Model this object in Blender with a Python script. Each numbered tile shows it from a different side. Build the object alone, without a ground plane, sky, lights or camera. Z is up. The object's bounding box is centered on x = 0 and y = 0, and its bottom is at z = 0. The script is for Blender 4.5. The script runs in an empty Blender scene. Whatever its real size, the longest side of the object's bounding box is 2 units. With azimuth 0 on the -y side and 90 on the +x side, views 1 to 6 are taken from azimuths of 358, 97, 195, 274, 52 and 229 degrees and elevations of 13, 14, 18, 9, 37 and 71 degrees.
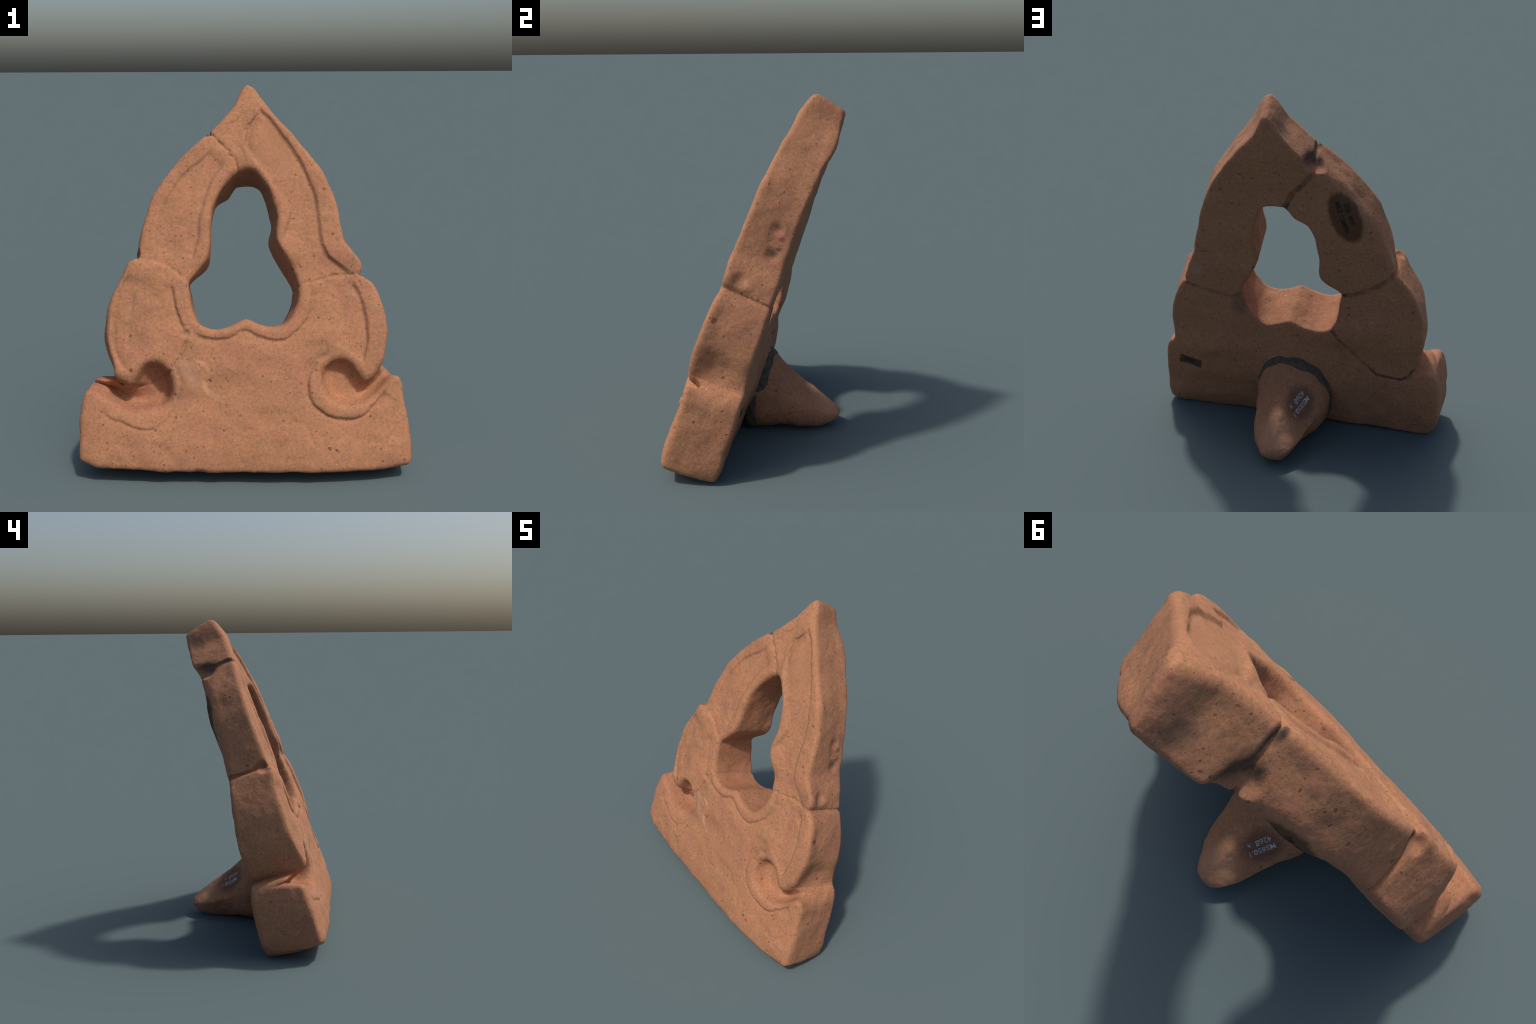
"""Broken and re-joined terracotta gable ornament: a leaning pointed-arch slab with
two scroll volutes, propped up by a stubby clay peg at the back.

The slab is described in its own leaning frame: x across, w up the slab, t out of
its front face.  A solid is composed there from edge profiles (front rim and back
rim), a front and a back surface, carved scroll eyes, mouldings and break lines,
then skinned, split along the breaks into the fragments and leaned back."""
import math
import bpy
import numpy as np
from mathutils import Matrix, Vector
from mathutils.bvhtree import BVHTree

LEAN = math.atan2(0.928, 0.373)          # slab axis above the horizontal
CW, SW = math.sin(LEAN), math.cos(LEAN)
H = 0.0048                               # skinning step
X0, W0, T0 = -0.90, -0.16, 0.0
NX, NW, NT = int(1.80 / H), int(2.19 / H), int(0.60 / H)


# ---------------------------------------------------------------- small helpers
def rounded(points, closed=True, n=4):
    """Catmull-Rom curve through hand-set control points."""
    p = np.array(points, float)
    q = np.vstack([p[-1:], p, p[:2]]) if closed else np.vstack([2 * p[0] - p[1], p, 2 * p[-1] - p[-2]])
    out = []
    for i in range(len(q) - 3):
        a, b, c, d = q[i:i + 4]
        # centripetal-like damping of the tangents so that uneven spacing does not overshoot
        lb = np.linalg.norm(c - b)
        m1 = (c - a) / (np.linalg.norm(c - b) + np.linalg.norm(b - a) + 1e-9) * lb
        m2 = (d - b) / (np.linalg.norm(d - c) + np.linalg.norm(c - b) + 1e-9) * lb
        for k in range(n):
            s = k / n
            out.append((2 * s**3 - 3 * s**2 + 1) * b + (s**3 - 2 * s**2 + s) * m1
                       + (-2 * s**3 + 3 * s**2) * c + (s**3 - s**2) * m2)
    if not closed:
        out.append(q[-2])
    return np.array(out)


def seg_dist(px, pw, a, b):
    ab = b - a
    L2 = ab @ ab + 1e-12
    h = np.clip(((px - a[0]) * ab[0] + (pw - a[1]) * ab[1]) / L2, 0, 1)
    dx, dw = px - a[0] - h * ab[0], pw - a[1] - h * ab[1]
    return np.sqrt(dx * dx + dw * dw), h


def polygon_sdf(px, pw, poly):
    """signed distance, negative inside"""
    d = np.full(px.shape, 9.0)
    inside = np.zeros(px.shape, bool)
    for a, b in zip(poly, np.roll(poly, -1, 0)):
        d = np.minimum(d, seg_dist(px, pw, a, b)[0])
        cross = (a[1] > pw) != (b[1] > pw)
        if abs(b[1] - a[1]) > 1e-9:
            inside ^= cross & (px < (b[0] - a[0]) * (pw - a[1]) / (b[1] - a[1]) + a[0])
    return np.where(inside, -d, d).astype(np.float32)


def polyline_field(px, pw, line):
    """distance, side (+1 left of travel) and arc position along an open line"""
    best = np.full(px.shape, 9.0)
    side = np.zeros(px.shape)
    arc = np.zeros(px.shape)
    run = 0.0
    for a, b in zip(line[:-1], line[1:]):
        d, h = seg_dist(px, pw, a, b)
        L = np.linalg.norm(b - a)
        c = (b[0] - a[0]) * (pw - a[1]) - (b[1] - a[1]) * (px - a[0])
        m = d < best
        best = np.where(m, d, best)
        side = np.where(m, np.sign(c), side)
        arc = np.where(m, run + h * L, arc)
        run += L
    return best, side, arc, run


def sstep(lo, hi, v):
    s = np.clip((v - lo) / (hi - lo), 0, 1)
    return s * s * (3 - 2 * s)


def smax(a, b, k):
    h = np.maximum(k - np.abs(a - b), 0) / k
    return np.maximum(a, b) + h * h * k * 0.25


def lattice(i, j, k, seed):
    n = (i * 374761393 + j * 668265263 + k * 2147483647 + seed * 974634777) & 0xFFFFFFFF
    n = ((n ^ (n >> 13)) * 1274126177) & 0xFFFFFFFF
    n = ((n ^ (n >> 16)) * 2246822519) & 0xFFFFFFFF
    return ((n ^ (n >> 15)) & 0xFFFF) / 32767.5 - 1.0


def noise3(p, scale, seed):
    """smooth lattice noise, about -1..1"""
    q = p / scale + 100.0
    f = np.floor(q).astype(np.int64)
    u = q - f
    u = u * u * u * (u * (u * 6 - 15) + 10)
    out = 0.0
    for a in (0, 1):
        for b in (0, 1):
            for c in (0, 1):
                wgt = (u[:, 0] if a else 1 - u[:, 0]) * (u[:, 1] if b else 1 - u[:, 1]) * (u[:, 2] if c else 1 - u[:, 2])
                out = out + wgt * lattice(f[:, 0] + a, f[:, 1] + b, f[:, 2] + c, seed)
    return out


# ---------------------------------------------------------------- edge profiles
# front rim, clockwise from the apex, as (x, w)
arch_edge_front = [(0.029, 1.980), (0.068, 1.958), (0.118, 1.879), (0.214, 1.754), (0.292, 1.659), (0.370, 1.557), (0.429, 1.465),
                   (0.479, 1.356), (0.508, 1.265), (0.526, 1.158), (0.538, 1.095), (0.583, 1.033), (0.625, 0.980), (0.632, 0.940), (0.621, 0.912)]
lobe_edge_front = [(0.634, 0.899), (0.681, 0.857), (0.721, 0.778), (0.744, 0.700), (0.750, 0.614), (0.735, 0.496), (0.716, 0.440), (0.703, 0.412)]
base_edge_front = [(0.725, 0.408), (0.769, 0.397), (0.811, 0.368), (0.834, 0.258), (0.848, 0.124), (0.857, -0.043), (0.838, -0.072), (0.591, -0.107),
                   (0.251, -0.113), (-0.087, -0.108), (-0.425, -0.100), (-0.710, -0.079), (-0.819, -0.055), (-0.857, -0.032), (-0.858, 0.080),
                   (-0.851, 0.198), (-0.835, 0.289), (-0.810, 0.350), (-0.776, 0.366), (-0.725, 0.356)]
broken_lobe_edge_front = [(-0.676, 0.380), (-0.682, 0.471), (-0.702, 0.564), (-0.708, 0.683), (-0.688, 0.786), (-0.645, 0.889), (-0.610, 0.975), (-0.582, 1.006)]
broken_arch_edge_front = [(-0.560, 1.022), (-0.548, 1.080), (-0.528, 1.185), (-0.486, 1.328), (-0.425, 1.435), (-0.338, 1.544), (-0.250, 1.626),
                          (-0.179, 1.686), (-0.125, 1.737), (-0.035, 1.850), (0.006, 1.950)]
# the same rim on the back face
arch_edge_back = [(0.012, 1.948), (0.050, 1.908), (0.086, 1.862), (0.202, 1.740), (0.333, 1.580), (0.407, 1.460), (0.458, 1.330), (0.500, 1.180), (0.540, 1.065), (0.611, 0.910)]
lobe_edge_back = [(0.622, 0.893), (0.679, 0.800), (0.720, 0.697), (0.738, 0.596), (0.742, 0.505), (0.748, 0.455)]
base_edge_back = [(0.790, 0.415), (0.818, 0.286), (0.838, 0.137), (0.848, -0.030), (0.812, -0.056), (0.565, -0.076), (0.290, -0.056), (0.020, -0.036), (-0.280, -0.027),
                  (-0.519, -0.022), (-0.770, -0.026), (-0.816, 0.040), (-0.824, 0.203), (-0.820, 0.330), (-0.790, 0.388), (-0.720, 0.396)]
broken_lobe_edge_back = [(-0.684, 0.398), (-0.718, 0.493), (-0.742, 0.643), (-0.738, 0.765), (-0.698, 0.880), (-0.646, 0.978), (-0.605, 1.037)]
broken_arch_edge_back = [(-0.592, 1.060), (-0.569, 1.137), (-0.530, 1.233), (-0.483, 1.327), (-0.422, 1.425), (-0.362, 1.520), (-0.290, 1.597),
                         (-0.218, 1.672), (-0.180, 1.708), (-0.130, 1.775), (-0.062, 1.857)]
rim_front = rounded(arch_edge_front + lobe_edge_front + base_edge_front + broken_lobe_edge_front + broken_arch_edge_front)
rim_back = rounded(arch_edge_back + lobe_edge_back + base_edge_back + broken_lobe_edge_back + broken_arch_edge_back)

# the pointed opening, clockwise from its top
opening_front = rounded([(-0.021, 1.472), (0.058, 1.477), (0.101, 1.435), (0.152, 1.335), (0.182, 1.228), (0.172, 1.095), (0.199, 1.033), (0.249, 0.945),
                         (0.289, 0.861), (0.288, 0.763), (0.265, 0.712), (0.226, 0.653), (0.149, 0.636), (0.073, 0.651), (0.014, 0.682), (-0.020, 0.671),
                         (-0.072, 0.637), (-0.140, 0.627), (-0.208, 0.644), (-0.238, 0.667), (-0.267, 0.736), (-0.281, 0.813), (-0.287, 0.868), (-0.250, 0.916),
                         (-0.198, 0.985), (-0.178, 1.046), (-0.171, 1.196), (-0.145, 1.302), (-0.092, 1.409)])
opening_back = rounded([(-0.015, 1.443), (0.062, 1.444), (0.108, 1.408), (0.142, 1.310), (0.162, 1.225), (0.146, 1.128), (0.177, 1.040), (0.245, 0.920), (0.268, 0.855),
                        (0.258, 0.766), (0.205, 0.673), (0.153, 0.640), (0.090, 0.655), (0.017, 0.680), (-0.040, 0.662), (-0.084, 0.650), (-0.149, 0.640),
                        (-0.213, 0.657), (-0.256, 0.713), (-0.282, 0.829), (-0.292, 0.893), (-0.216, 0.967), (-0.190, 1.017), (-0.186, 1.150), (-0.171, 1.255),
                        (-0.138, 1.335), (-0.079, 1.375), (-0.043, 1.429)])

# ---------------------------------------------------------------- break lines
break_top_front = [(-0.186, 1.694), (-0.143, 1.656), (-0.090, 1.600), (-0.047, 1.545), (-0.030, 1.508), (-0.026, 1.468)]
break_top_back = [(-0.205, 1.726), (-0.206, 1.661), (-0.164, 1.608), (-0.091, 1.536), (-0.050, 1.480), (-0.030, 1.438)]
break_left_front = [(-0.575, 1.016), (-0.473, 0.988), (-0.404, 0.961), (-0.344, 0.917), (-0.287, 0.868)]
break_left_back = [(-0.604, 1.050), (-0.525, 0.989), (-0.455, 0.939), (-0.365, 0.898), (-0.290, 0.889)]
break_right_front = [(0.632, 0.908), (0.541, 0.907), (0.490, 0.908), (0.411, 0.883), (0.351, 0.871), (0.285, 0.852)]
break_right_back = [(0.622, 0.900), (0.540, 0.859), (0.408, 0.815), (0.350, 0.806), (0.300, 0.820), (0.262, 0.846)]
break_lower_front = [(-0.242, 0.667), (-0.293, 0.592), (-0.319, 0.508), (-0.344, 0.458), (-0.400, 0.395), (-0.470, 0.352), (-0.560, 0.330), (-0.640, 0.352), (-0.695, 0.390)]
break_lower_back = [(-0.213, 0.690), (-0.267, 0.602), (-0.372, 0.464), (-0.483, 0.368), (-0.558, 0.362), (-0.620, 0.360), (-0.660, 0.375), (-0.695, 0.432)]


def wiggled(line, seed, amp=0.004):
    r = np.random.default_rng(seed)
    q = rounded(line, False, 5)
    q[1:-1] += r.normal(0, amp, q[1:-1].shape)
    return q


far = 0.45
btf, btb = wiggled(break_top_front, 1), wiggled(break_top_back, 2)
blf, blb = wiggled(break_left_front, 3), wiggled(break_left_back, 4)
brf, brb = wiggled(break_right_front, 5), wiggled(break_right_back, 6)
bwf, bwb = wiggled(break_lower_front, 7, 0.003), wiggled(break_lower_back, 8, 0.003)


def poly(*parts):
    return np.vstack([np.atleast_2d(np.array(p, float)) for p in parts])


REGIONS = {  # closed outlines, on the front and on the back, that hold one fragment each
    "arch_fragment": (poly(btf, [(0.0, 1.2), (0.1, 0.95)], brf[::-1], [(1.0, 0.91), (1.0, 2.3), (-0.6, 2.3)]),
                      poly(btb, [(0.0, 1.2), (0.1, 0.95)], brb[::-1], [(1.0, 0.90), (1.0, 2.3), (-0.6, 2.3)])),
    "broken_arch_fragment": (poly(blf, [(-0.1, 0.95), (0.0, 1.2)], btf[::-1], [(-0.6, 2.2), (-1.2, 2.2), (-1.2, 1.05)]),
                             poly(blb, [(-0.1, 0.95), (0.0, 1.2)], btb[::-1], [(-0.6, 2.2), (-1.2, 2.2), (-1.2, 1.05)])),
    "scroll_lobe": (poly(bwf, [(-1.2, 0.45), (-1.2, 1.05)], blf, [(-0.1, 0.85), (-0.1, 0.75)]),
                    poly(bwb, [(-1.2, 0.45), (-1.2, 1.05)], blb, [(-0.1, 0.85), (-0.1, 0.75)])),
}

# ---------------------------------------------------------------- relief of the front
# (line, step height, decay into the lowered field, side of the field, width of the incised line, its depth)
MOULDINGS = [
    # outer and inner bands of the whole arch
    ([(0.075, 1.835), (0.098, 1.823), (0.151, 1.766), (0.220, 1.663), (0.305, 1.534), (0.355, 1.415), (0.385, 1.333), (0.395, 1.244), (0.406, 1.137),
      (0.416, 1.066), (0.449, 0.996), (0.500, 0.960), (0.542, 0.925), (0.585, 0.922)], 0.018, 0.11, -1, 0.008, 0.004),
    ([(0.071, 1.814), (0.043, 1.720), (0.019, 1.627), (0.059, 1.553), (0.102, 1.498), (0.171, 1.389), (0.222, 1.317), (0.255, 1.245), (0.233, 1.156), (0.214, 1.103)],
     0.018, 0.05, 1, 0.010, 0.002),
    # broken arch
    ([(0.009, 1.814), (-0.027, 1.757), (-0.072, 1.730), (-0.081, 1.683), (-0.125, 1.650)], 0.004, 0.06, 1, 0.006, 0.003),
    ([(-0.152, 1.610), (-0.214, 1.537), (-0.293, 1.474), (-0.362, 1.394), (-0.414, 1.287), (-0.448, 1.198), (-0.460, 1.075), (-0.459, 1.010)], 0.011, 0.09, 1, 0.007, 0.004),
    ([(-0.082, 1.527), (-0.162, 1.428), (-0.206, 1.303), (-0.232, 1.196), (-0.237, 1.108), (-0.249, 1.056), (-0.275, 0.969)], 0.015, 0.07, -1, 0.012, 0.002),
    ([(-0.060, 1.575), (-0.020, 1.615), (0.005, 1.590), (0.012, 1.520)], 0.003, 0.03, -1, 0.010, 0.002),
    # whole lobe: long cut beside the outer band, running into the curl
    ([(0.570, 0.880), (0.583, 0.846), (0.622, 0.751), (0.639, 0.631), (0.639, 0.546), (0.623, 0.488), (0.614, 0.446), (0.595, 0.440)], 0.016, 0.06, -1, 0.008, 0.006),
    # border under the opening
    ([(0.362, 0.845), (0.358, 0.823), (0.351, 0.720), (0.320, 0.660), (0.268, 0.610), (0.208, 0.568), (0.140, 0.566), (0.072, 0.587), (0.013, 0.618), (-0.021, 0.613),
      (-0.081, 0.580), (-0.166, 0.573), (-0.234, 0.591), (-0.262, 0.617)], 0.013, 0.05, 1, 0.007, 0.005),
    # broken lobe
    ([(-0.385, 0.880), (-0.370, 0.820), (-0.352, 0.728), (-0.327, 0.660), (-0.301, 0.605)], 0.016, 0.06, -1, 0.006, 0.006),
    ([(-0.592, 0.937), (-0.642, 0.851), (-0.667, 0.783), (-0.683, 0.681), (-0.687, 0.580), (-0.665, 0.495), (-0.631, 0.436), (-0.600, 0.398)], 0.017, 0.05, 1, 0.010, 0.004),
    ([(-0.568, 0.833), (-0.593, 0.680), (-0.601, 0.562), (-0.592, 0.494)], 0.004, 0.04, 1, 0.008, 0.003),
    # incised rings round the scroll eyes
    ([(-0.369, 0.458), (-0.344, 0.408), (-0.332, 0.341), (-0.353, 0.241), (-0.387, 0.183), (-0.438, 0.134), (-0.488, 0.114), (-0.555, 0.120), (-0.638, 0.154),
      (-0.705, 0.180), (-0.736, 0.238)], 0.007, 0.05, 1, 0.006, 0.005),
    ([(0.455, 0.490), (0.410, 0.478), (0.358, 0.432), (0.328, 0.365), (0.327, 0.299), (0.351, 0.232), (0.422, 0.177), (0.506, 0.155), (0.582, 0.162), (0.642, 0.198),
      (0.694, 0.252), (0.738, 0.310)], 0.014, 0.07, -1, 0.008, 0.009),
]

# shallow hollows drawn by a finger between the bands: (line, depth, half width)
HOLLOWS = [([(0.085, 1.80), (0.150, 1.68), (0.220, 1.52), (0.290, 1.38), (0.325, 1.22), (0.335, 1.05), (0.37, 0.93)], 0.005, 0.060),
           ([(-0.08, 1.62), (-0.19, 1.50), (-0.29, 1.37), (-0.345, 1.20), (-0.36, 1.05), (-0.37, 0.94)], 0.004, 0.060),
           ([(-0.47, 0.96), (-0.52, 0.80), (-0.545, 0.66), (-0.545, 0.52), (-0.53, 0.44)], 0.010, 0.060),
           # slips and finger drags on the foot
           ([(0.20, 0.16), (0.27, 0.145), (0.32, 0.12), (0.345, 0.05), (0.40, -0.02)], 0.005, 0.013),
           ([(0.56, 0.20), (0.66, 0.215), (0.75, 0.26)], 0.004, 0.014), ([(0.50, 0.03), (0.62, 0.05), (0.76, 0.03)], 0.004, 0.020),
           ([(-0.21, 0.20), (-0.17, 0.08), (-0.19, -0.03)], 0.004, 0.016), ([(0.02, 0.22), (0.05, 0.10), (0.10, 0.02)], 0.003, 0.022),
           ([(-0.70, 0.10), (-0.60, 0.03), (-0.48, 0.02)], 0.004, 0.025),
           ([(0.45, 0.90), (0.50, 0.78), (0.545, 0.65), (0.545, 0.54), (0.53, 0.48)], 0.010, 0.065)]

# eyes of the scrolls: outline, centre of the eye, depth in the eye, depth in the channel that leads out of it
scroll_eye = rounded([(0.450, 0.452), (0.505, 0.460), (0.560, 0.435), (0.590, 0.390), (0.623, 0.350), (0.663, 0.369), (0.705, 0.418), (0.790, 0.468), (0.880, 0.455), (0.880, 0.410),
                      (0.772, 0.376), (0.702, 0.308), (0.624, 0.246), (0.524, 0.226), (0.440, 0.262), (0.405, 0.348), (0.408, 0.415)])
broken_eye = rounded([(-0.588, 0.342), (-0.546, 0.412), (-0.504, 0.454), (-0.442, 0.455), (-0.392, 0.408), (-0.374, 0.341), (-0.382, 0.270), (-0.425, 0.232), (-0.475, 0.230),
                      (-0.538, 0.220), (-0.600, 0.224), (-0.689, 0.262), (-0.780, 0.318), (-0.900, 0.330), (-0.900, 0.430), (-0.760, 0.400), (-0.690, 0.386), (-0.640, 0.366)])

FRONT_W = [-0.12, 0.0, 0.15, 0.35, 0.7, 0.95, 1.4, 1.7, 1.85, 2.0]
FRONT_T = [0.485, 0.505, 0.515, 0.518, 0.522, 0.52, 0.515, 0.508, 0.498, 0.462]
BACK_W = [-0.1, 0.0, 0.25, 0.43, 0.6, 0.9, 1.35, 1.62, 1.78, 1.94, 2.05]
BACK_SOUND = [0.165, 0.165, 0.158, 0.19, 0.20, 0.225, 0.262, 0.255, 0.245, 0.262, 0.268]
BACK_BROKEN = [0.07, 0.08, 0.117, 0.155, 0.155, 0.22, 0.272, 0.28, 0.255, 0.268, 0.272]


def smooth_interp(v, xs, ys):
    xs = np.array(xs, float)
    ys = np.array(ys, float)
    m = np.gradient(ys, xs)
    i = np.clip(np.searchsorted(xs, v) - 1, 0, len(xs) - 2)
    h = xs[i + 1] - xs[i]
    s = np.clip((v - xs[i]) / h, 0, 1)
    return ((2 * s**3 - 3 * s**2 + 1) * ys[i] + (s**3 - 2 * s**2 + s) * h * m[i]
            + (-2 * s**3 + 3 * s**2) * ys[i + 1] + (s**3 - s**2) * h * m[i + 1])


def compose_slab():
    gx = X0 + H * np.arange(NX)
    gw = W0 + H * np.arange(NW)
    gt = (T0 + H * np.arange(NT)).astype(np.float32)
    px, pw = np.meshgrid(gx, gw, indexing="ij")

    # front and back surfaces
    front = smooth_interp(pw, FRONT_W, FRONT_T) - 0.012 * np.clip(-px * 3, 0, 1) * np.clip(1.6 - pw, 0, 1)
    front -= 0.045 * np.clip(np.abs(px) / 0.85, 0, 1.1) ** 4 * sstep(0.55, 0.30, pw)                  # the foot is full in the middle
    front -= 0.022 * sstep(-0.50, -0.74, px) * sstep(0.40, 0.50, pw) * sstep(1.02, 0.92, pw)           # broken lobe falls away outwards
    front -= 0.012 * sstep(-0.20, -0.50, px) * sstep(0.95, 1.05, pw)
    front -= 0.018 * sstep(0.30, -0.10, px) * sstep(0.45, 0.25, pw)
    front -= 0.045 * np.exp(-((px + 0.54) / 0.15) ** 2 - ((pw - 0.265) / 0.07) ** 2)                   # the rings dip towards the scroll channels
    front -= 0.016 * np.exp(-((px - 0.52) / 0.20) ** 2 - ((pw - 0.12) / 0.13) ** 2)
    front -= 0.018 * np.exp(-((px - 0.67) / 0.09) ** 2 - ((pw - 0.285) / 0.06) ** 2)
    mix = sstep(-0.5, 0.5, px)
    back = smooth_interp(pw, BACK_W, BACK_BROKEN) * (1 - mix) + smooth_interp(pw, BACK_W, BACK_SOUND) * mix
    back -= 0.068 * np.exp(-((px - 0.02) / 0.24) ** 2 - ((pw - 0.30) / 0.20) ** 2)      # swelling that carries the peg

    rim = [polygon_sdf(px, pw, r) - np.float32(o) for r, o in ((rim_front, 0.003), (rim_back, 0.001))]
    hole = [polygon_sdf(px, pw, r) for r in (opening_front, opening_back)]
    regions = {k: (polygon_sdf(px, pw, a), polygon_sdf(px, pw, b)) for k, (a, b) in REGIONS.items()}
    back -= 0.038 * np.exp(-np.maximum(hole[1], 0) / 0.14) * sstep(0.86, 1.06, pw)                     # arch is thickest beside the opening
    back -= 0.030 * np.exp(-((px + 0.28) / 0.13) ** 2 - ((pw - 1.30) / 0.20) ** 2)
    back -= 0.010 * sstep(1.62, 1.75, pw)
    for x, w, rx, rw, out in ((0.24, 1.26, 0.13, 0.18, 0.010), (0.05, 1.60, 0.14, 0.12, 0.018), (0.34, 1.22, 0.08, 0.20, 0.014), (-0.58, 0.76, 0.18, 0.18, 0.006), (0.52, 0.44, 0.24, 0.09, 0.036),
                              (0.48, 0.00, 0.25, 0.08, 0.016), (-0.27, 0.50, 0.15, 0.10, -0.014), (0.0, 0.44, 0.40, 0.06, 0.012),
                              (-0.72, 0.20, 0.14, 0.20, 0.020), (-0.45, 0.20, 0.12, 0.12, -0.014)):
        back -= out * np.exp(-((px - x) / rx) ** 2 - ((pw - w) / rw) ** 2)
    back -= 0.018 * sstep(0.12, 0.30, px) * sstep(0.16, 0.04, pw)
    arm = sstep(-0.02, 0.08, px) * sstep(0.92, 1.05, pw) * sstep(1.85, 1.60, pw)
    front += 0.012 * np.exp(-((px + 0.24) / 0.14) ** 2 - ((pw - 1.30) / 0.24) ** 2)
    front += arm * (0.016 + 0.016 * np.exp(-(np.maximum(hole[0], 0) / 0.075) ** 2))                    # raised inner band of the sound arm
    front += 0.008 * sstep(0.006, -0.008, regions["scroll_lobe"][0]) * sstep(0.70, 0.90, pw)           # this fragment stands proud at its joint

    # mouldings
    for line, step, decay, field_side, cut_w, cut_d in MOULDINGS:
        q = wiggled(line, 60 + int(1000 * decay + 7 * len(line)), 0.0013)
        d, side, arc, total = polyline_field(px, pw, q)
        fade = sstep(0, 0.06, arc) * sstep(0, 0.06, total - arc)
        s = d * side * field_side
        low = step * sstep(-0.013, 0.013, s) * np.exp(-np.maximum(s, 0) / decay)
        front -= fade * (low + cut_d * np.exp(-(d / (1.35 * cut_w)) ** 2))
    for line, dip, width in HOLLOWS:
        d, _, arc, total = polyline_field(px, pw, rounded(line, False, 4))
        front -= dip * sstep(0, 0.15, arc) * sstep(0, 0.12, total - arc) * np.exp(-(d / width) ** 2)
    front = front.astype(np.float32)
    back = back.astype(np.float32)

    eyes = []
    for outline, eye, r_eye, deep, shallow in ((scroll_eye, (0.500, 0.370), 0.12, 0.090, 0.095), (broken_eye, (-0.418, 0.372), 0.075, 0.150, 0.105)):
        e = np.exp(-(((px - eye[0]) ** 2 + (pw - eye[1]) ** 2) / r_eye**2))
        floor = shallow + (deep - shallow) * e
        if outline is broken_eye:
            floor = floor + 0.10 * sstep(-0.58, -0.72, px)       # the channel drops away again towards the flank
        eyes.append((polygon_sdf(px, pw, outline), floor.astype(np.float32)))
    worn = (0.026 + 0.050 * sstep(0.1, 0.3, -px) * sstep(0.95, 1.2, pw) * sstep(1.75, 1.6, pw)).astype(np.float32)  # rounding of the back edge

    thick = front - back
    bulge = (0.011 * sstep(1.84, 1.95, pw) + 0.024 * sstep(-0.5, -0.65, px) * np.exp(-((pw - 0.58) / 0.15) ** 2)
             + 0.008 * sstep(-0.6, -0.8, px) * sstep(0.35, 0.2, pw) + 0.008 * sstep(0.6, 0.8, px) * sstep(0.35, 0.2, pw)).astype(np.float32)
    D = np.empty((NX, NW, NT), np.float32)
    soft = np.float32(0.036)
    flat = np.stack([px.ravel(), pw.ravel(), 0 * px.ravel()], 1)
    chipped = np.clip(0.55 + noise3(flat, 0.06, 21) + 0.5 * noise3(flat, 0.022, 22), 0.05, 1.5).reshape(px.shape).astype(np.float32)
    for k, t in enumerate(gt):
        a = np.clip((front - t) / thick, 0, 1)                 # 0 on the front, 1 on the back
        wall = rim[0] * (1 - a) + rim[1] * a
        swell = 4 * a * (1 - a)                                 # flanks that belly out between the two rims
        wall = wall - swell * bulge
        inner = -(hole[0] * (1 - a) + hole[1] * a)
        d = smax(wall, inner, 0.02)
        d = smax(d, t - front, soft)
        d = smax(d, back - t, worn)
        for sd, floor in eyes:
            depth = front - t
            wallsd = sd + 0.28 * np.maximum(depth, 0) - 0.012 * np.exp(-np.maximum(depth, 0) / 0.02)
            carve = smax(wallsd, depth - floor, 0.05)
            d = smax(d, -carve, 0.022)
        cut = 9.0
        for rf, rb in regions.values():
            cut = np.minimum(cut, np.abs(rf * (1 - a) + rb * a))
        gap = (0.25 + 0.75 * chipped) * (0.55 + 0.45 * sstep(0.15, 0.5, a))
        gap = gap * (0.35 + 0.65 * sstep(0.0, 0.05, -inner))
        d = d + gap * (0.015 * np.exp(-(cut / 0.0065) ** 2) + 0.004 * np.exp(-(cut / 0.018) ** 2))
        D[:, :, k] = d
    # chips, finger dents and losses: (x, w, t, radius, how far the ball sinks)
    for x, w, t, r, soft_k in ((-0.215, 1.690, 0.315, 0.050, 0.03), (-0.200, 1.705, 0.26, 0.040, 0.04), (-0.590, 1.03, 0.47, 0.040, 0.02),
                               (0.520, 1.288, 0.352, 0.040, 0.025), (0.542, 1.150, 0.325, 0.038, 0.025), (0.628, 0.985, 0.43, 0.028, 0.04),
                               (-0.875, -0.06, 0.47, 0.045, 0.02), (-0.235, -0.135, 0.465, 0.035, 0.03),
                               (0.850, 0.51, 0.38, 0.115, 0.08), (0.790, 0.80, 0.43, 0.06, 0.06), (-0.30, 0.605, 0.515, 0.018, 0.01)):
        i0, j0, k0 = (np.array([x - X0, w - W0, t - T0]) / H).astype(int)
        m = int((r + 0.06) / H)
        sl = tuple(slice(max(c - m, 0), min(c + m, n)) for c, n in ((i0, NX), (j0, NW), (k0, NT)))
        ax, aw, at = gx[sl[0]][:, None, None], gw[sl[1]][None, :, None], gt[sl[2]][None, None, :]
        ball = np.sqrt((ax - x) ** 2 + (aw - w) ** 2 + (at - t) ** 2) - r
        D[sl] = smax(D[sl], (-ball).astype(np.float32), soft_k)
    return D, front, back, thick, regions


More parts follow.
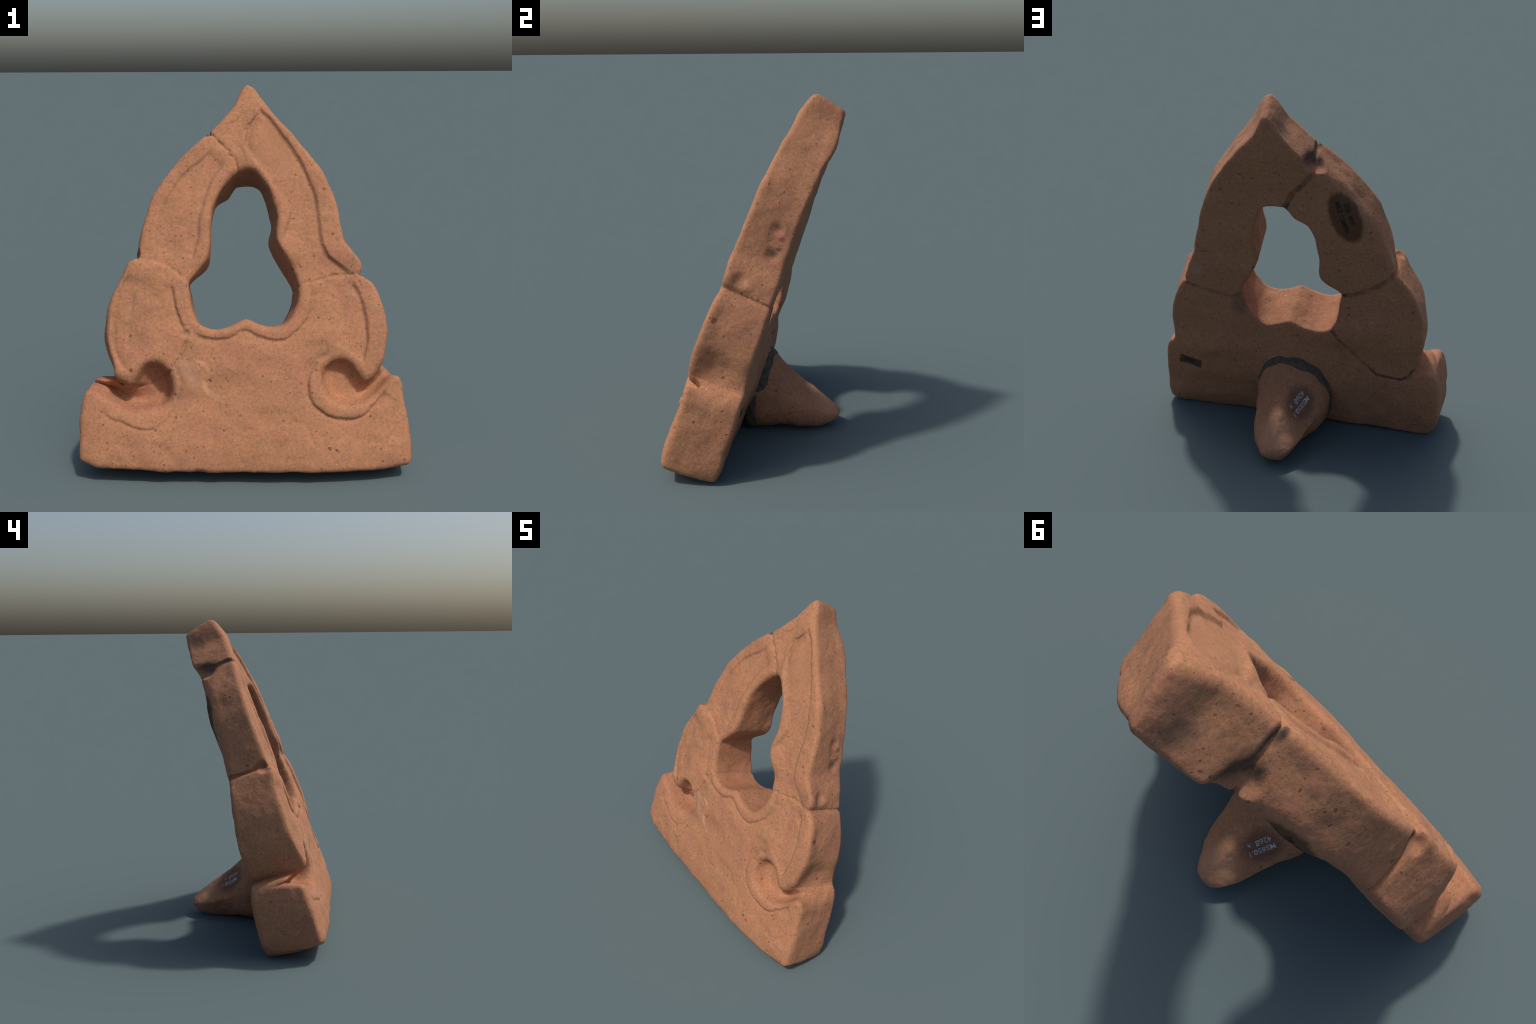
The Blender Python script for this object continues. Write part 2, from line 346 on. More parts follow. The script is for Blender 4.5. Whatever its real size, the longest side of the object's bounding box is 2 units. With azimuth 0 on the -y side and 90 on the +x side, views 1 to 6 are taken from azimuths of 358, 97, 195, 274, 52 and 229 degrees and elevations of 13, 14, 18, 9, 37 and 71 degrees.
def skin(D):
    """dual surface of the composed solid: one vertex per crossed cell, one quad per crossed edge"""
    S = D < 0
    n = np.zeros(tuple(s - 1 for s in S.shape), np.int8)
    for a in (0, 1):
        for b in (0, 1):
            for c in (0, 1):
                n += S[a:S.shape[0] - 1 + a, b:S.shape[1] - 1 + b, c:S.shape[2] - 1 + c]
    cells = np.argwhere((n > 0) & (n < 8))
    index = np.full(n.shape, -1, np.int32)
    index[tuple(cells.T)] = np.arange(len(cells))
    corner = [(a, b, c) for a in (0, 1) for b in (0, 1) for c in (0, 1)]
    val = {c: D[cells[:, 0] + c[0], cells[:, 1] + c[1], cells[:, 2] + c[2]].astype(float) for c in corner}
    acc, cnt = np.zeros((len(cells), 3)), np.zeros(len(cells))
    for c in corner:
        for axis in range(3):
            if c[axis]:
                continue
            c2 = tuple(1 if i == axis else c[i] for i in range(3))
            u, v = val[c], val[c2]
            m = (u < 0) != (v < 0)
            f = np.where(m, u / np.where(m, u - v, 1), 0)
            p = np.tile(np.array(c, float), (len(cells), 1))
            p[:, axis] = f
            acc[m] += p[m]
            cnt += m
    verts = (cells + acc / cnt[:, None]) * H + np.array([X0, W0, T0])
    quads = []
    for axis in range(3):
        u, v = [(1, 2), (2, 0), (0, 1)][axis]
        lo = [slice(None)] * 3
        hi = [slice(None)] * 3
        lo[axis], hi[axis] = slice(0, -1), slice(1, None)
        A, B = S[tuple(lo)], S[tuple(hi)]
        e = np.argwhere(A != B)
        e = e[(e[:, u] > 0) & (e[:, v] > 0)]
        out = A[tuple(e.T)]

        def at(du, dv):
            q = e.copy()
            q[:, u] -= du
            q[:, v] -= dv
            return index[tuple(q.T)]
        ring = np.stack([at(1, 1), at(0, 1), at(0, 0), at(1, 0)], 1)
        ring[~out] = ring[~out][:, ::-1]
        quads.append(ring)
    return verts, np.vstack(quads)


def vertex_normals(v, f):
    n = np.cross(v[f[:, 2]] - v[f[:, 0]], v[f[:, 3]] - v[f[:, 1]])
    out = np.zeros_like(v)
    for c in range(f.shape[1]):
        for k in range(3):
            out[:, k] += np.bincount(f[:, c], n[:, k], len(v))
    return out / (np.linalg.norm(out, axis=1, keepdims=True) + 1e-12)


def hand_made(v, n, coarse=1.0):
    """uneven hand-worked skin: broad undulation, finger-size lumps, grit"""
    a = noise3(v, 0.20, 11) * 0.0050 + noise3(v, 0.085, 12) * 0.0045 + noise3(v, 0.036, 13) * 0.0013 + noise3(v, 0.015, 14) * 0.0004
    return v + n * (a * coarse)[:, None]


def relax(v, f, times):
    for _ in range(times):
        acc, cnt = np.zeros_like(v), np.zeros(len(v))
        for c in range(4):
            o = f[:, c]
            for nb in (f[:, (c + 1) % 4], f[:, (c - 1) % 4]):
                for k in range(3):
                    acc[:, k] += np.bincount(o, v[nb, k], len(v))
                cnt += np.bincount(o, minlength=len(v))
        v = v * 0.5 + 0.5 * acc / cnt[:, None]
    return v


# ---------------------------------------------------------------- materials
class Nodes:
    def __init__(self, name):
        self.mat = bpy.data.materials.new(name)
        self.mat.use_nodes = True
        self.t = self.mat.node_tree
        self.t.nodes.clear()

    def new(self, kind, **props):
        n = self.t.nodes.new(kind)
        for k, v in props.items():
            setattr(n, k, v)
        return n

    def put(self, socket, value):
        if isinstance(value, bpy.types.NodeSocket):
            self.t.links.new(value, socket)
        else:
            socket.default_value = value

    def math(self, op, a, b=0.0, c=None, clamp=False):
        n = self.new("ShaderNodeMath", operation=op, use_clamp=clamp)
        self.put(n.inputs[0], a)
        self.put(n.inputs[1], b)
        if c is not None:
            self.put(n.inputs[2], c)
        return n.outputs[0]

    def vec(self, op, a, b=None, scale=None):
        n = self.new("ShaderNodeVectorMath", operation=op)
        self.put(n.inputs[0], a)
        if b is not None:
            self.put(n.inputs[1], b)
        if scale is not None:
            self.put(n.inputs["Scale"], scale)
        return n.outputs["Value"] if op in ("DOT_PRODUCT", "LENGTH", "DISTANCE") else n.outputs[0]

    def mix(self, f, a, b, blend="MIX"):
        n = self.new("ShaderNodeMix", data_type="RGBA", blend_type=blend)
        self.put(n.inputs[0], f)
        self.put(n.inputs[6], a)
        self.put(n.inputs[7], b)
        return n.outputs[2]

    def range(self, v, lo, hi, to_lo=0.0, to_hi=1.0, kind="SMOOTHSTEP"):
        n = self.new("ShaderNodeMapRange", interpolation_type=kind)
        for s, x in zip(n.inputs, (v, lo, hi, to_lo, to_hi)):
            self.put(s, x)
        return n.outputs[0]

    def noise(self, vec, scale, detail=3.0, rough=0.55, color=False):
        n = self.new("ShaderNodeTexNoise")
        self.put(n.inputs["Vector"], vec)
        n.inputs["Scale"].default_value = scale
        n.inputs["Detail"].default_value = detail
        n.inputs["Roughness"].default_value = rough
        return n.outputs["Color" if color else "Fac"]

    def flecks(self, vec, scale, share, size, seed):
        """scattered grains: only some cells hold one, each with a size of its own"""
        v = self.vec("ADD", vec, (seed, seed * 2.3, seed * 0.7))
        n = self.new("ShaderNodeTexVoronoi", feature="F1")
        self.put(n.inputs["Vector"], v)
        n.inputs["Scale"].default_value = scale
        sep = self.new("ShaderNodeSeparateColor")
        self.t.links.new(n.outputs["Color"], sep.inputs[0])
        r = self.math("MULTIPLY", self.math("ADD", self.math("MULTIPLY", sep.outputs[1], 0.75), 0.25), size)
        m = self.range(self.math("SUBTRACT", r, n.outputs["Distance"]), -0.03, 0.06)
        keep = self.math("LESS_THAN", sep.outputs[0], share)
        return self.math("MULTIPLY", m, keep), sep.outputs[2]

    def along(self, p, line, best=None):
        """distance of p to a run of straight pieces (each piece waits for the last one, which keeps the shader's memory small)"""
        for a, b in zip(line[:-1], line[1:]):
            a, b = Vector(a), Vector(b)
            ab = b - a
            here = p if best is None else self.vec("ADD", p, self.math("MULTIPLY", best, 1e-7))
            ap = self.vec("SUBTRACT", here, tuple(a))
            h = self.math("MULTIPLY", self.vec("DOT_PRODUCT", ap, tuple(ab)), 1 / max(ab.length_squared, 1e-9), clamp=True)
            foot = self.vec("SCALE", tuple(ab), scale=h)
            d = self.vec("DISTANCE", ap, foot)
            best = d if best is None else self.math("MINIMUM", best, d)
        return best

    def spot(self, p, centre, radii, turn=0.0, boxy=False):
        """0 in the middle of an ellipsoid, 1 on its surface"""
        m = self.new("ShaderNodeMapping", vector_type="TEXTURE")
        self.put(m.inputs["Vector"], p)
        m.inputs["Location"].default_value = centre
        m.inputs["Rotation"].default_value = (0, 0, turn)
        m.inputs["Scale"].default_value = radii
        if not boxy:
            return self.vec("LENGTH", m.outputs[0])
        s = self.new("ShaderNodeSeparateXYZ")
        self.t.links.new(self.vec("ABSOLUTE", m.outputs[0]), s.inputs[0])
        return self.math("MAXIMUM", self.math("MAXIMUM", s.outputs[0], s.outputs[1]), s.outputs[2])


CLAY = (0.392, 0.180, 0.093, 1)
CLAY_PALE = (0.462, 0.226, 0.120, 1)
CLAY_PINK = (0.378, 0.166, 0.094, 1)
CLAY_BUFF = (0.330, 0.168, 0.080, 1)
GRIME = (0.045, 0.036, 0.028, 1)
SILT = (0.230, 0.150, 0.088, 1)


def clay_material(name, grimy_lines=(), silt_lines=(), stains=(), glow=()):
    """fired clay: blotchy ground, dark and pale grains, grime along breaks, silt in incised lines, stains"""
    N = Nodes(name)
    p = N.new("ShaderNodeTexCoord").outputs["Object"]
    big = N.noise(p, 3.2, 4, 0.6)
    mid = N.noise(N.vec("ADD", p, (4.1, 0.3, 7.7)), 9.0, 4, 0.6)
    fine = N.noise(p, 70.0, 3, 0.6)
    grit = N.noise(p, 190.0, 2, 0.6)
    col = N.mix(N.range(big, 0.42, 0.62), CLAY, CLAY_PINK)
    col = N.mix(N.math("MULTIPLY", N.range(mid, 0.52, 0.72), 0.65), col, CLAY_BUFF)
    col = N.mix(N.math("MULTIPLY", N.range(N.noise(N.vec("ADD", p, (9, 2, 1)), 6.0, 5, 0.65), 0.52, 0.75), 0.7), col, CLAY_PALE)
    # the clay body: pink, orange and olive clots a few millimetres to a centimetre across
    clots = N.new("ShaderNodeSeparateColor")
    N.t.links.new(N.noise(p, 48.0, 3, 0.6, color=True), clots.inputs[0])
    col = N.mix(N.range(clots.outputs[0], 0.50, 0.68, 0.0, 0.75), col, (0.408, 0.168, 0.110, 1))
    col = N.mix(N.range(clots.outputs[1], 0.50, 0.68, 0.0, 0.75), col, (0.295, 0.158, 0.077, 1))
    col = N.mix(N.range(clots.outputs[2], 0.52, 0.70, 0.0, 0.75), col, (0.425, 0.176, 0.076, 1))
    # handling dirt in broad uneven patches
    dirt = N.noise(N.vec("ADD", p, (2.2, 8.1, 5.0)), 5.0, 6, 0.7)
    col = N.mix(N.range(dirt, 0.52, 0.78, 0.0, 0.55), col, (0.225, 0.118, 0.062, 1))
    # fine mottling
    tone = N.math("ADD", N.math("MULTIPLY", N.math("SUBTRACT", fine, 0.5), 0.72), N.math("MULTIPLY", N.math("SUBTRACT", grit, 0.5), 0.55))
    col = N.mix(1.0, col, gray(N, N.math("ADD", tone, 1.0)), "MULTIPLY")
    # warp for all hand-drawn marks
    warp = N.vec("SCALE", N.vec("SUBTRACT", N.noise(p, 26.0, 3, 0.6, color=True), (0.5, 0.5, 0.5)), scale=0.030)
    q = N.vec("ADD", p, warp)
    qs = N.vec("ADD", p, N.vec("SCALE", warp, scale=0.35))
    # grains
    pits = []
    for scale, share, size, seed, dark, strength in ((17.0, 0.50, 0.17, 1.3, (0.145, 0.052, 0.038, 1), 0.90), (34.0, 0.62, 0.22, 5.1, (0.160, 0.066, 0.046, 1), 0.90),
                                                     (66.0, 0.60, 0.26, 8.9, (0.150, 0.082, 0.048, 1), 0.80)):
        m, tint = N.flecks(N.vec("ADD", p, N.vec("SCALE", warp, scale=0.65)), scale, share, size, seed)
        m = N.math("MULTIPLY", m, N.math("MULTIPLY", N.math("ADD", N.math("MULTIPLY", tint, 0.6), 0.4), strength))
        col = N.mix(m, col, dark)
        pits.append(m)
    white, _ = N.flecks(p, 24.0, 0.08, 0.11, 3.7)
    col = N.mix(N.math("MULTIPLY", white, 0.8), col, (0.66, 0.50, 0.40, 1))
    bright, _ = N.flecks(q, 12.0, 0.06, 0.16, 6.2)
    col = N.mix(N.math("MULTIPLY", bright, 0.35), col, (0.55, 0.27, 0.15, 1))
    # silt in the incised lines
    if silt_lines:
        d = None
        for line in silt_lines:
            d = N.along(qs, line, d)
        m = N.math("MULTIPLY", N.range(d, 0.014, 0.001), N.range(N.noise(p, 11, 3), 0.33, 0.6, 0.35, 0.95))
        col = N.mix(m, col, SILT)
    # dark grime along the breaks
    if grimy_lines:
        d = None
        for line, extra in grimy_lines:
            # a wider line counts as nearer
            d = N.along(qs, line, d if d is None else N.math("ADD", d, extra))
            d = N.math("SUBTRACT", d, extra)
        patchy = N.range(N.noise(p, 14, 4, 0.65), 0.36, 0.60, 0.45, 1.0)
        m = N.math("MULTIPLY", N.range(d, 0.016, 0.000), patchy)
        col = N.mix(m, col, GRIME)
    # stains: (centre, radii, turn, colour, strength, softness)
    for centre, radii, turn, colour, strength, softness in stains:
        s = N.spot(qs if softness < 0.1 else q, centre, radii, turn, softness < 0.1)
        col = N.mix(N.math("MULTIPLY", N.range(s, 1.0 + softness, 1.0 - softness), strength), col, colour)
    out = N.new("ShaderNodeOutputMaterial")
    b = N.new("ShaderNodeBsdfPrincipled")
    N.put(b.inputs["Base Color"], col)
    b.inputs["Roughness"].default_value = 0.86
    b.inputs["Specular IOR Level"].default_value = 0.25
    hgt = N.math("ADD", N.math("MULTIPLY", fine, 0.5), N.math("MULTIPLY", grit, 0.25))
    hgt = N.math("ADD", hgt, N.math("MULTIPLY", N.noise(p, 24.0, 4, 0.6), 1.0))
    for m, depth in zip(pits, (1.3, 0.8, 0.5)):
        hgt = N.math("SUBTRACT", hgt, N.math("MULTIPLY", m, depth))
    bump = N.new("ShaderNodeBump")
    bump.inputs["Strength"].default_value = 0.5
    bump.inputs["Distance"].default_value = 0.004
    N.put(bump.inputs["Height"], hgt)
    N.t.links.new(bump.outputs[0], b.inputs["Normal"])
    N.t.links.new(b.outputs[0], out.inputs[0])
    return N.mat


def gray(N, v):
    c = N.new("ShaderNodeCombineColor")
    for i in range(3):
        N.put(c.inputs[i], v)
    return c.outputs[0]


def plain(name, colour, rough=0.8, mottled=0.3):
    N = Nodes(name)
    p = N.new("ShaderNodeTexCoord").outputs["Object"]
    n = N.noise(p, 40.0, 4, 0.6)
    dark = tuple(c * (1 - mottled) for c in colour[:3]) + (1,)
    lite = tuple(min(c * (1 + mottled), 1) for c in colour[:3]) + (1,)
    out = N.new("ShaderNodeOutputMaterial")
    b = N.new("ShaderNodeBsdfPrincipled")
    N.put(b.inputs["Base Color"], N.mix(N.range(n, 0.35, 0.65), dark, lite))
    b.inputs["Roughness"].default_value = rough
    b.inputs["Specular IOR Level"].default_value = 0.25
    bump = N.new("ShaderNodeBump")
    bump.inputs["Strength"].default_value = 0.4
    bump.inputs["Distance"].default_value = 0.004
    N.put(bump.inputs["Height"], n)
    N.t.links.new(bump.outputs[0], b.inputs["Normal"])
    N.t.links.new(b.outputs[0], out.inputs[0])
    return N.mat


# ---------------------------------------------------------------- building
ROOT = bpy.data.objects.new("terracotta_gable_ornament", None)
bpy.context.scene.collection.objects.link(ROOT)
ROOT["label"] = "leaning mended terracotta arch slab with scroll volutes and a rear peg"
ROOT["category"] = "roof ornament"
TILT = Matrix.Rotation(LEAN, 4, "X")      # slab frame (x, w, t) to the world


def add_part(name, verts, faces, material, normals=None, parent=None):
    me = bpy.data.meshes.new(name)
    me.vertices.add(len(verts))
    me.vertices.foreach_set("co", np.asarray(verts, np.float32).ravel())
    k = faces.shape[1]
    me.loops.add(faces.size)
    me.loops.foreach_set("vertex_index", faces.astype(np.int32).ravel())
    me.polygons.add(len(faces))
    me.polygons.foreach_set("loop_start", np.arange(0, faces.size, k, dtype=np.int32))
    me.polygons.foreach_set("loop_total", np.full(len(faces), k, np.int32))
    me.polygons.foreach_set("use_smooth", np.ones(len(faces), bool))
    me.update(calc_edges=True)
    me.validate()
    if normals is not None:
        me.normals_split_custom_set_from_vertices(normals.tolist())
    me.materials.append(material)
    ob = bpy.data.objects.new(name, me)
    bpy.context.scene.collection.objects.link(ob)
    ob.parent = parent or ROOT
    if parent is None:
        ob.matrix_local = TILT
    return ob


def to_slab(y, z):
    return y * SW + z * CW, -y * CW + z * SW


def rest_on_ground(v):
    """nothing reaches below the ground: wear flat what would"""
    z = v[:, 1] * CW + v[:, 2] * SW
    sink = np.minimum(z, 0)
    v = v.copy()
    v[:, 1] -= sink * CW
    v[:, 2] -= sink * SW
    return v


D, front, back, thick, regions = compose_slab()
V, Q = skin(D)
V = relax(V, Q, 1)
nrm = vertex_normals(V, Q)
V = rest_on_ground(hand_made(V, nrm))
nrm = vertex_normals(V, Q)


def grid_at(grid, x, w):
    u = np.clip((x - X0) / H, 0, NX - 1.001)
    v = np.clip((w - W0) / H, 0, NW - 1.001)
    i, j = u.astype(int), v.astype(int)
    a, b = u - i, v - j
    return (grid[i, j] * (1 - a) * (1 - b) + grid[i + 1, j] * a * (1 - b) + grid[i, j + 1] * (1 - a) * b + grid[i + 1, j + 1] * a * b)


def line3(points, grid, off=0.0):
    p = np.array(points, float)
    t = grid_at(grid, p[:, 0], p[:, 1]) + off
    return [(float(a), float(b), float(c)) for (a, b), c in zip(p, t)]


def through(pf, pb):
    """break line carried through the thickness at one end"""
    a = line3([pf], front)[0]
    b = line3([pb], back)[0]
    return [a, b]


BREAKS = {"top": (break_top_front, break_top_back), "left": (break_left_front, break_left_back),
          "right": (break_right_front, break_right_back), "lower": (break_lower_front, break_lower_back)}
GRIMY = {"top": (0.006, -0.009, 0.016), "left": (0.004, -0.011, -0.004), "right": (-0.002, -0.009, -0.003), "lower": (0.0, -0.012, -0.006)}  # spread on back, front, flank


def grime_of(names):
    out = []
    for n in names:
        f, b = BREAKS[n]
        on_back, on_front, on_flank = GRIMY[n]
        out += [(line3(b, back), on_back), (line3(f, front), on_front), (through(f[0], b[0]), on_flank)]
    return out


CLAYS = {"volute_base": (("right", "lower"), (7, 11, 12, 6)), "arch_fragment": (("top", "right"), (0, 1, 2, 5)),
         "arch_fragment.001": (("top", "left"), (3, 4)), "scroll_lobe": (("left", "lower"), (8, 9, 10))}
BROWN = (0.105, 0.043, 0.022, 1)
stains = [((-0.345, 1.400, 0.230), (0.078, 0.158, 0.10), math.radians(-19), BROWN, 0.90, 0.14),   # varnish ground of an old label on the back
          ((0.662, 0.297, 0.150), (0.070, 0.030, 0.08), math.radians(13), (0.045, 0.033, 0.024, 1), 0.85, 0.08),
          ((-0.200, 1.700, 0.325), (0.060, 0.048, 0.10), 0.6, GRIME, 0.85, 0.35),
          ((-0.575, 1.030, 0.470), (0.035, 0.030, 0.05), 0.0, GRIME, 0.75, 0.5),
          ((-0.060, 1.885, 0.330), (0.040, 0.070, 0.06), 0.0, (0.16, 0.10, 0.07, 1), 0.6, 0.7),
          ((0.500, 1.288, 0.352), (0.030, 0.022, 0.024), 0.0, (0.10, 0.070, 0.055, 1), 0.85, 0.5),  # dark spots over the flank dents, this one and the next
          ((0.520, 1.150, 0.325), (0.030, 0.020, 0.024), 0.0, (0.11, 0.070, 0.052, 1), 0.85, 0.5),
          ((0.520, 1.185, 0.305), (0.030, 0.012, 0.014), 0.0, (0.14, 0.055, 0.040, 1), 0.8, 0.4),
          ((0.505, 1.240, 0.310), (0.030, 0.014, 0.020), 0.0, (0.20, 0.075, 0.050, 1), 0.8, 0.5),
          ((0.715, 0.756, 0.478), (0.030, 0.014, 0.020), 0.0, (0.16, 0.055, 0.040, 1), 0.9, 0.3),
          ((0.300, 0.770, 0.20), (0.055, 0.075, 0.06), 0.3, (0.15, 0.085, 0.06, 1), 0.55, 0.5),
          ((0.515, 0.990, 0.235), (0.035, 0.040, 0.03), 0.3, (0.42, 0.31, 0.22, 1), 0.45, 0.6),
          ((-0.203, 0.330, 0.49), (0.012, 0.036, 0.05), 0.35, (0.56, 0.31, 0.18, 1), 0.6, 0.4),
          ((-0.165, 0.290, 0.49), (0.014, 0.060, 0.05), 0.95, (0.53, 0.29, 0.17, 1), 0.4, 0.5),
          ((-0.290, 0.400, 0.49), (0.030, 0.090, 0.05), 0.5, (0.50, 0.29, 0.19, 1), 0.4, 0.7),
          ((0.44, 1.02, 0.49), (0.030, 0.075, 0.03), -0.5, (0.33, 0.13, 0.080, 1), 0.6, 0.6),
          ((-0.680, 0.365, 0.400), (0.055, 0.030, 0.060), 0.0, (0.42, 0.135, 0.060, 1), 0.8, 0.4),
          ((0.16, 1.60, 0.48), (0.12, 0.20, 0.05), -0.5, (0.33, 0.155, 0.080, 1), 0.6, 0.8)]  # broad, soft, slightly darker patch on the upper field of the sound arm
centre = V[Q].mean(axis=1)
depth_in = np.clip((grid_at(front, centre[:, 0], centre[:, 1]) - centre[:, 2]) / grid_at(thick, centre[:, 0], centre[:, 1]), 0, 1)
owner = np.zeros(len(Q), int)
for k, (rf, rb) in enumerate(regions.values(), 1):
    sd = grid_at(rf, centre[:, 0], centre[:, 1]) * (1 - depth_in) + grid_at(rb, centre[:, 0], centre[:, 1]) * depth_in
    owner[sd < 0] = k
PARTS = {}
for k, name in enumerate(["volute_base", "arch_fragment", "arch_fragment.001", "scroll_lobe"]):
    f = Q[owner == k]
    used, inv = np.unique(f, return_inverse=True)
    breaks, cuts = CLAYS[name]
    lo, hi = V[used].min(0) - 0.1, V[used].max(0) + 0.1
    clay = clay_material("fired_clay", grime_of(breaks), [line3(MOULDINGS[m][0], front, -0.01) for m in cuts],
                         [st for st in stains if all(lo[i] < st[0][i] < hi[i] for i in range(3))])
    PARTS[name] = add_part(name, V[used], inv.reshape(f.shape), clay, nrm[used])

# ---- the peg: rings lofted from the slab to the blunt tip, flat-bellied, leaning top line
#        y,     x mid,  half width, z low, z top, lean of the crown towards +x
PEG = [(-0.060, 0.000, 0.225, -0.020, 0.530, 0.45), (0.040, 0.000, 0.214, -0.012, 0.490, 0.40), (0.110, 0.002, 0.200, -0.004, 0.410, 0.32), (0.180, 0.006, 0.180, 0.000, 0.338, 0.20),
       (0.270, 0.013, 0.153, 0.001, 0.268, 0.10), (0.350, 0.015, 0.125, 0.006, 0.207, 0.0), (0.410, 0.017, 0.098, 0.020, 0.160, 0.0), (0.448, 0.017, 0.072, 0.038, 0.130, 0.0),
       (0.467, 0.015, 0.046, 0.053, 0.105, 0.0), (0.4735, 0.014, 0.016, 0.068, 0.086, 0.0)]
P = np.array(PEG)
ycp = np.arange(len(P))
steps = np.linspace(0, len(P) - 1, 110)
prof = np.stack([smooth_interp(steps, ycp, P[:, k]) for k in range(6)], 1)
M = 120
ang = np.linspace(0, 2 * math.pi, M, endpoint=False)
rings = []
for y, xm, hw, zl, zt, lean in prof:
    c, s = np.cos(ang), np.sin(ang)
    ex = 2 / 2.35
    cx = np.sign(c) * np.abs(c) ** ex
    sz = np.sign(s) * np.abs(s) ** ex
    up = np.where(s > 0, sz * (1 - 0.10 * np.abs(cx)), sz)
    z = (zl + zt) / 2 + up * (zt - zl) / 2 + lean * 0.32 * cx * hw * np.clip(sz * 0.5 + 0.5, 0, 1)
    x = xm + cx * hw * (1 - 0.16 * np.clip(sz, 0, 1))
    # two pared facets along the flank with the writing, one on the other
    hz, zm = (zt - zl) / 2, (zt + zl) / 2
    for nx, nz, limit in ((-0.74, 0.67, 0.72), (-0.88, -0.47, 0.80), (0.80, 0.60, 0.90)):
        over = np.maximum(nx * (x - xm) / hw + nz * (z - zm) / hz - limit, 0) * 0.85 * float(sstep(0.08, 0.26, y))
        x = x - over * nx * hw
        z = z - over * nz * hz
    w, t = to_slab(np.full(M, y), z)
    rings.append(np.stack([x, w, t], 1))
PV = np.vstack(rings)
idx = np.arange(len(rings) * M).reshape(len(rings), M)
PQ = np.stack([idx[:-1], np.roll(idx[:-1], -1, 1), np.roll(idx[1:], -1, 1), idx[1:]], -1).reshape(-1, 4)[:, ::-1]
tipw, tipt = to_slab(0.4740, 0.077)
pn = vertex_normals(PV, PQ)
outward = np.sign(((PV - np.array([0, 0.25, -0.1])) * pn).sum(1).mean())
pn *= outward
if outward < 0:
    PQ = PQ[:, ::-1]
PV = PV + pn * (noise3(PV, 0.12, 31) * 0.008 + noise3(PV, 0.05, 32) * 0.0035 + noise3(PV, 0.02, 33) * 0.0012)[:, None]
PV = rest_on_ground(np.vstack([PV, [[0.014, tipw, tipt]]]))
fan = np.stack([idx[-1], np.roll(idx[-1], -1), np.full(M, len(PV) - 1), np.full(M, len(PV) - 1)], 1)
if outward > 0:
    fan = fan[:, [1, 0, 2, 3]]


def slab_sdf(p):
    g = (p - np.array([X0, W0, T0])) / H
    i = np.clip(np.round(g).astype(int), 0, np.array([NX, NW, NT]) - 1)
    return D[i[:, 0], i[:, 1], i[:, 2]]


# where the peg leaves the slab, all round
exit_ring, run_out = [], []
grid_rings = PV[:-1].reshape(len(rings), M, 3)
for a in range(M):
    d = slab_sdf(grid_rings[:, a]) + np.where(grid_rings[:, a, 2] < T0 + H, 0.1, 0)
    k = int(np.argmax(d > 0.004))
    exit_ring.append(grid_rings[k, a])
    run_out.append(grid_rings[min(k + 6, len(rings) - 1), a] - grid_rings[k, a])
exit_ring, run_out = np.array(exit_ring), np.array(run_out)
for _ in range(4):
    exit_ring = 0.5 * exit_ring + 0.25 * (np.roll(exit_ring, 1, 0) + np.roll(exit_ring, -1, 0))
    run_out = 0.5 * run_out + 0.25 * (np.roll(run_out, 1, 0) + np.roll(run_out, -1, 0))

peg_stains = [((-0.090, 0.334, -0.095), (0.078, 0.092, 0.105), 0.0, (0.110, 0.052, 0.038, 1), 0.70, 0.35),
              ((0.010, 0.300, -0.300), (0.090, 0.10, 0.10), 0.0, (0.50, 0.265, 0.150, 1), 0.6, 0.7)]  # broad paler patch on the crown of the peg, towards the tip
peg_clay = clay_material("peg_clay", (), (), peg_stains)
peg_me = bpy.data.meshes.new("support_peg")
peg_me.from_pydata([tuple(p) for p in PV], [], [tuple(q) for q in PQ.tolist()] + [(a, b, c) for a, b, c, _ in fan.tolist()])
peg_me.polygons.foreach_set("use_smooth", np.ones(len(peg_me.polygons), bool))
peg_me.materials.append(peg_clay)
peg = bpy.data.objects.new("support_peg", peg_me)
bpy.context.scene.collection.objects.link(peg)
peg.parent = ROOT
peg.matrix_local = TILT

# ---- mortar that fixes the peg: a lumpy flattened bead along that line
R = 14
bead = []
mid = exit_ring.mean(0)
for a in range(M):
    c = exit_ring[a]
    tang = exit_ring[(a + 1) % M] - exit_ring[a - 1]
    tang /= np.linalg.norm(tang)
    axis = run_out[a].copy()
    axis /= np.linalg.norm(axis)
    outv = np.cross(tang, axis)
    outv /= np.linalg.norm(outv)
    if outv @ (c - mid) < 0:
        outv = -outv
    r = np.random.default_rng(500 + a)
    for b in range(R):
        th = 2 * math.pi * b / R
        bead.append(c + axis * ((0.026 + 0.010 * math.sin(a * 0.31) * math.sin(a * 0.117 + 1)) * math.sin(th) + 0.010) + outv * (0.0055 * math.cos(th) + 0.0005))
BV = np.array(bead)
bidx = np.arange(M * R).reshape(M, R)
BQ = np.stack([bidx, np.roll(bidx, -1, 0), np.roll(np.roll(bidx, -1, 0), -1, 1), np.roll(bidx, -1, 1)], -1).reshape(-1, 4)
bn = vertex_normals(BV, BQ)
if ((BV - np.repeat(exit_ring, R, 0)) * bn).sum() < 0:
    BQ, bn = BQ[:, ::-1], -bn
BV = rest_on_ground(BV + bn * (noise3(BV, 0.07, 41) * 0.004 + noise3(BV, 0.025, 42) * 0.001)[:, None])
add_part("mortar_seam", BV, BQ, plain("old_mortar", (0.098, 0.077, 0.060, 1), 0.9, 0.22))

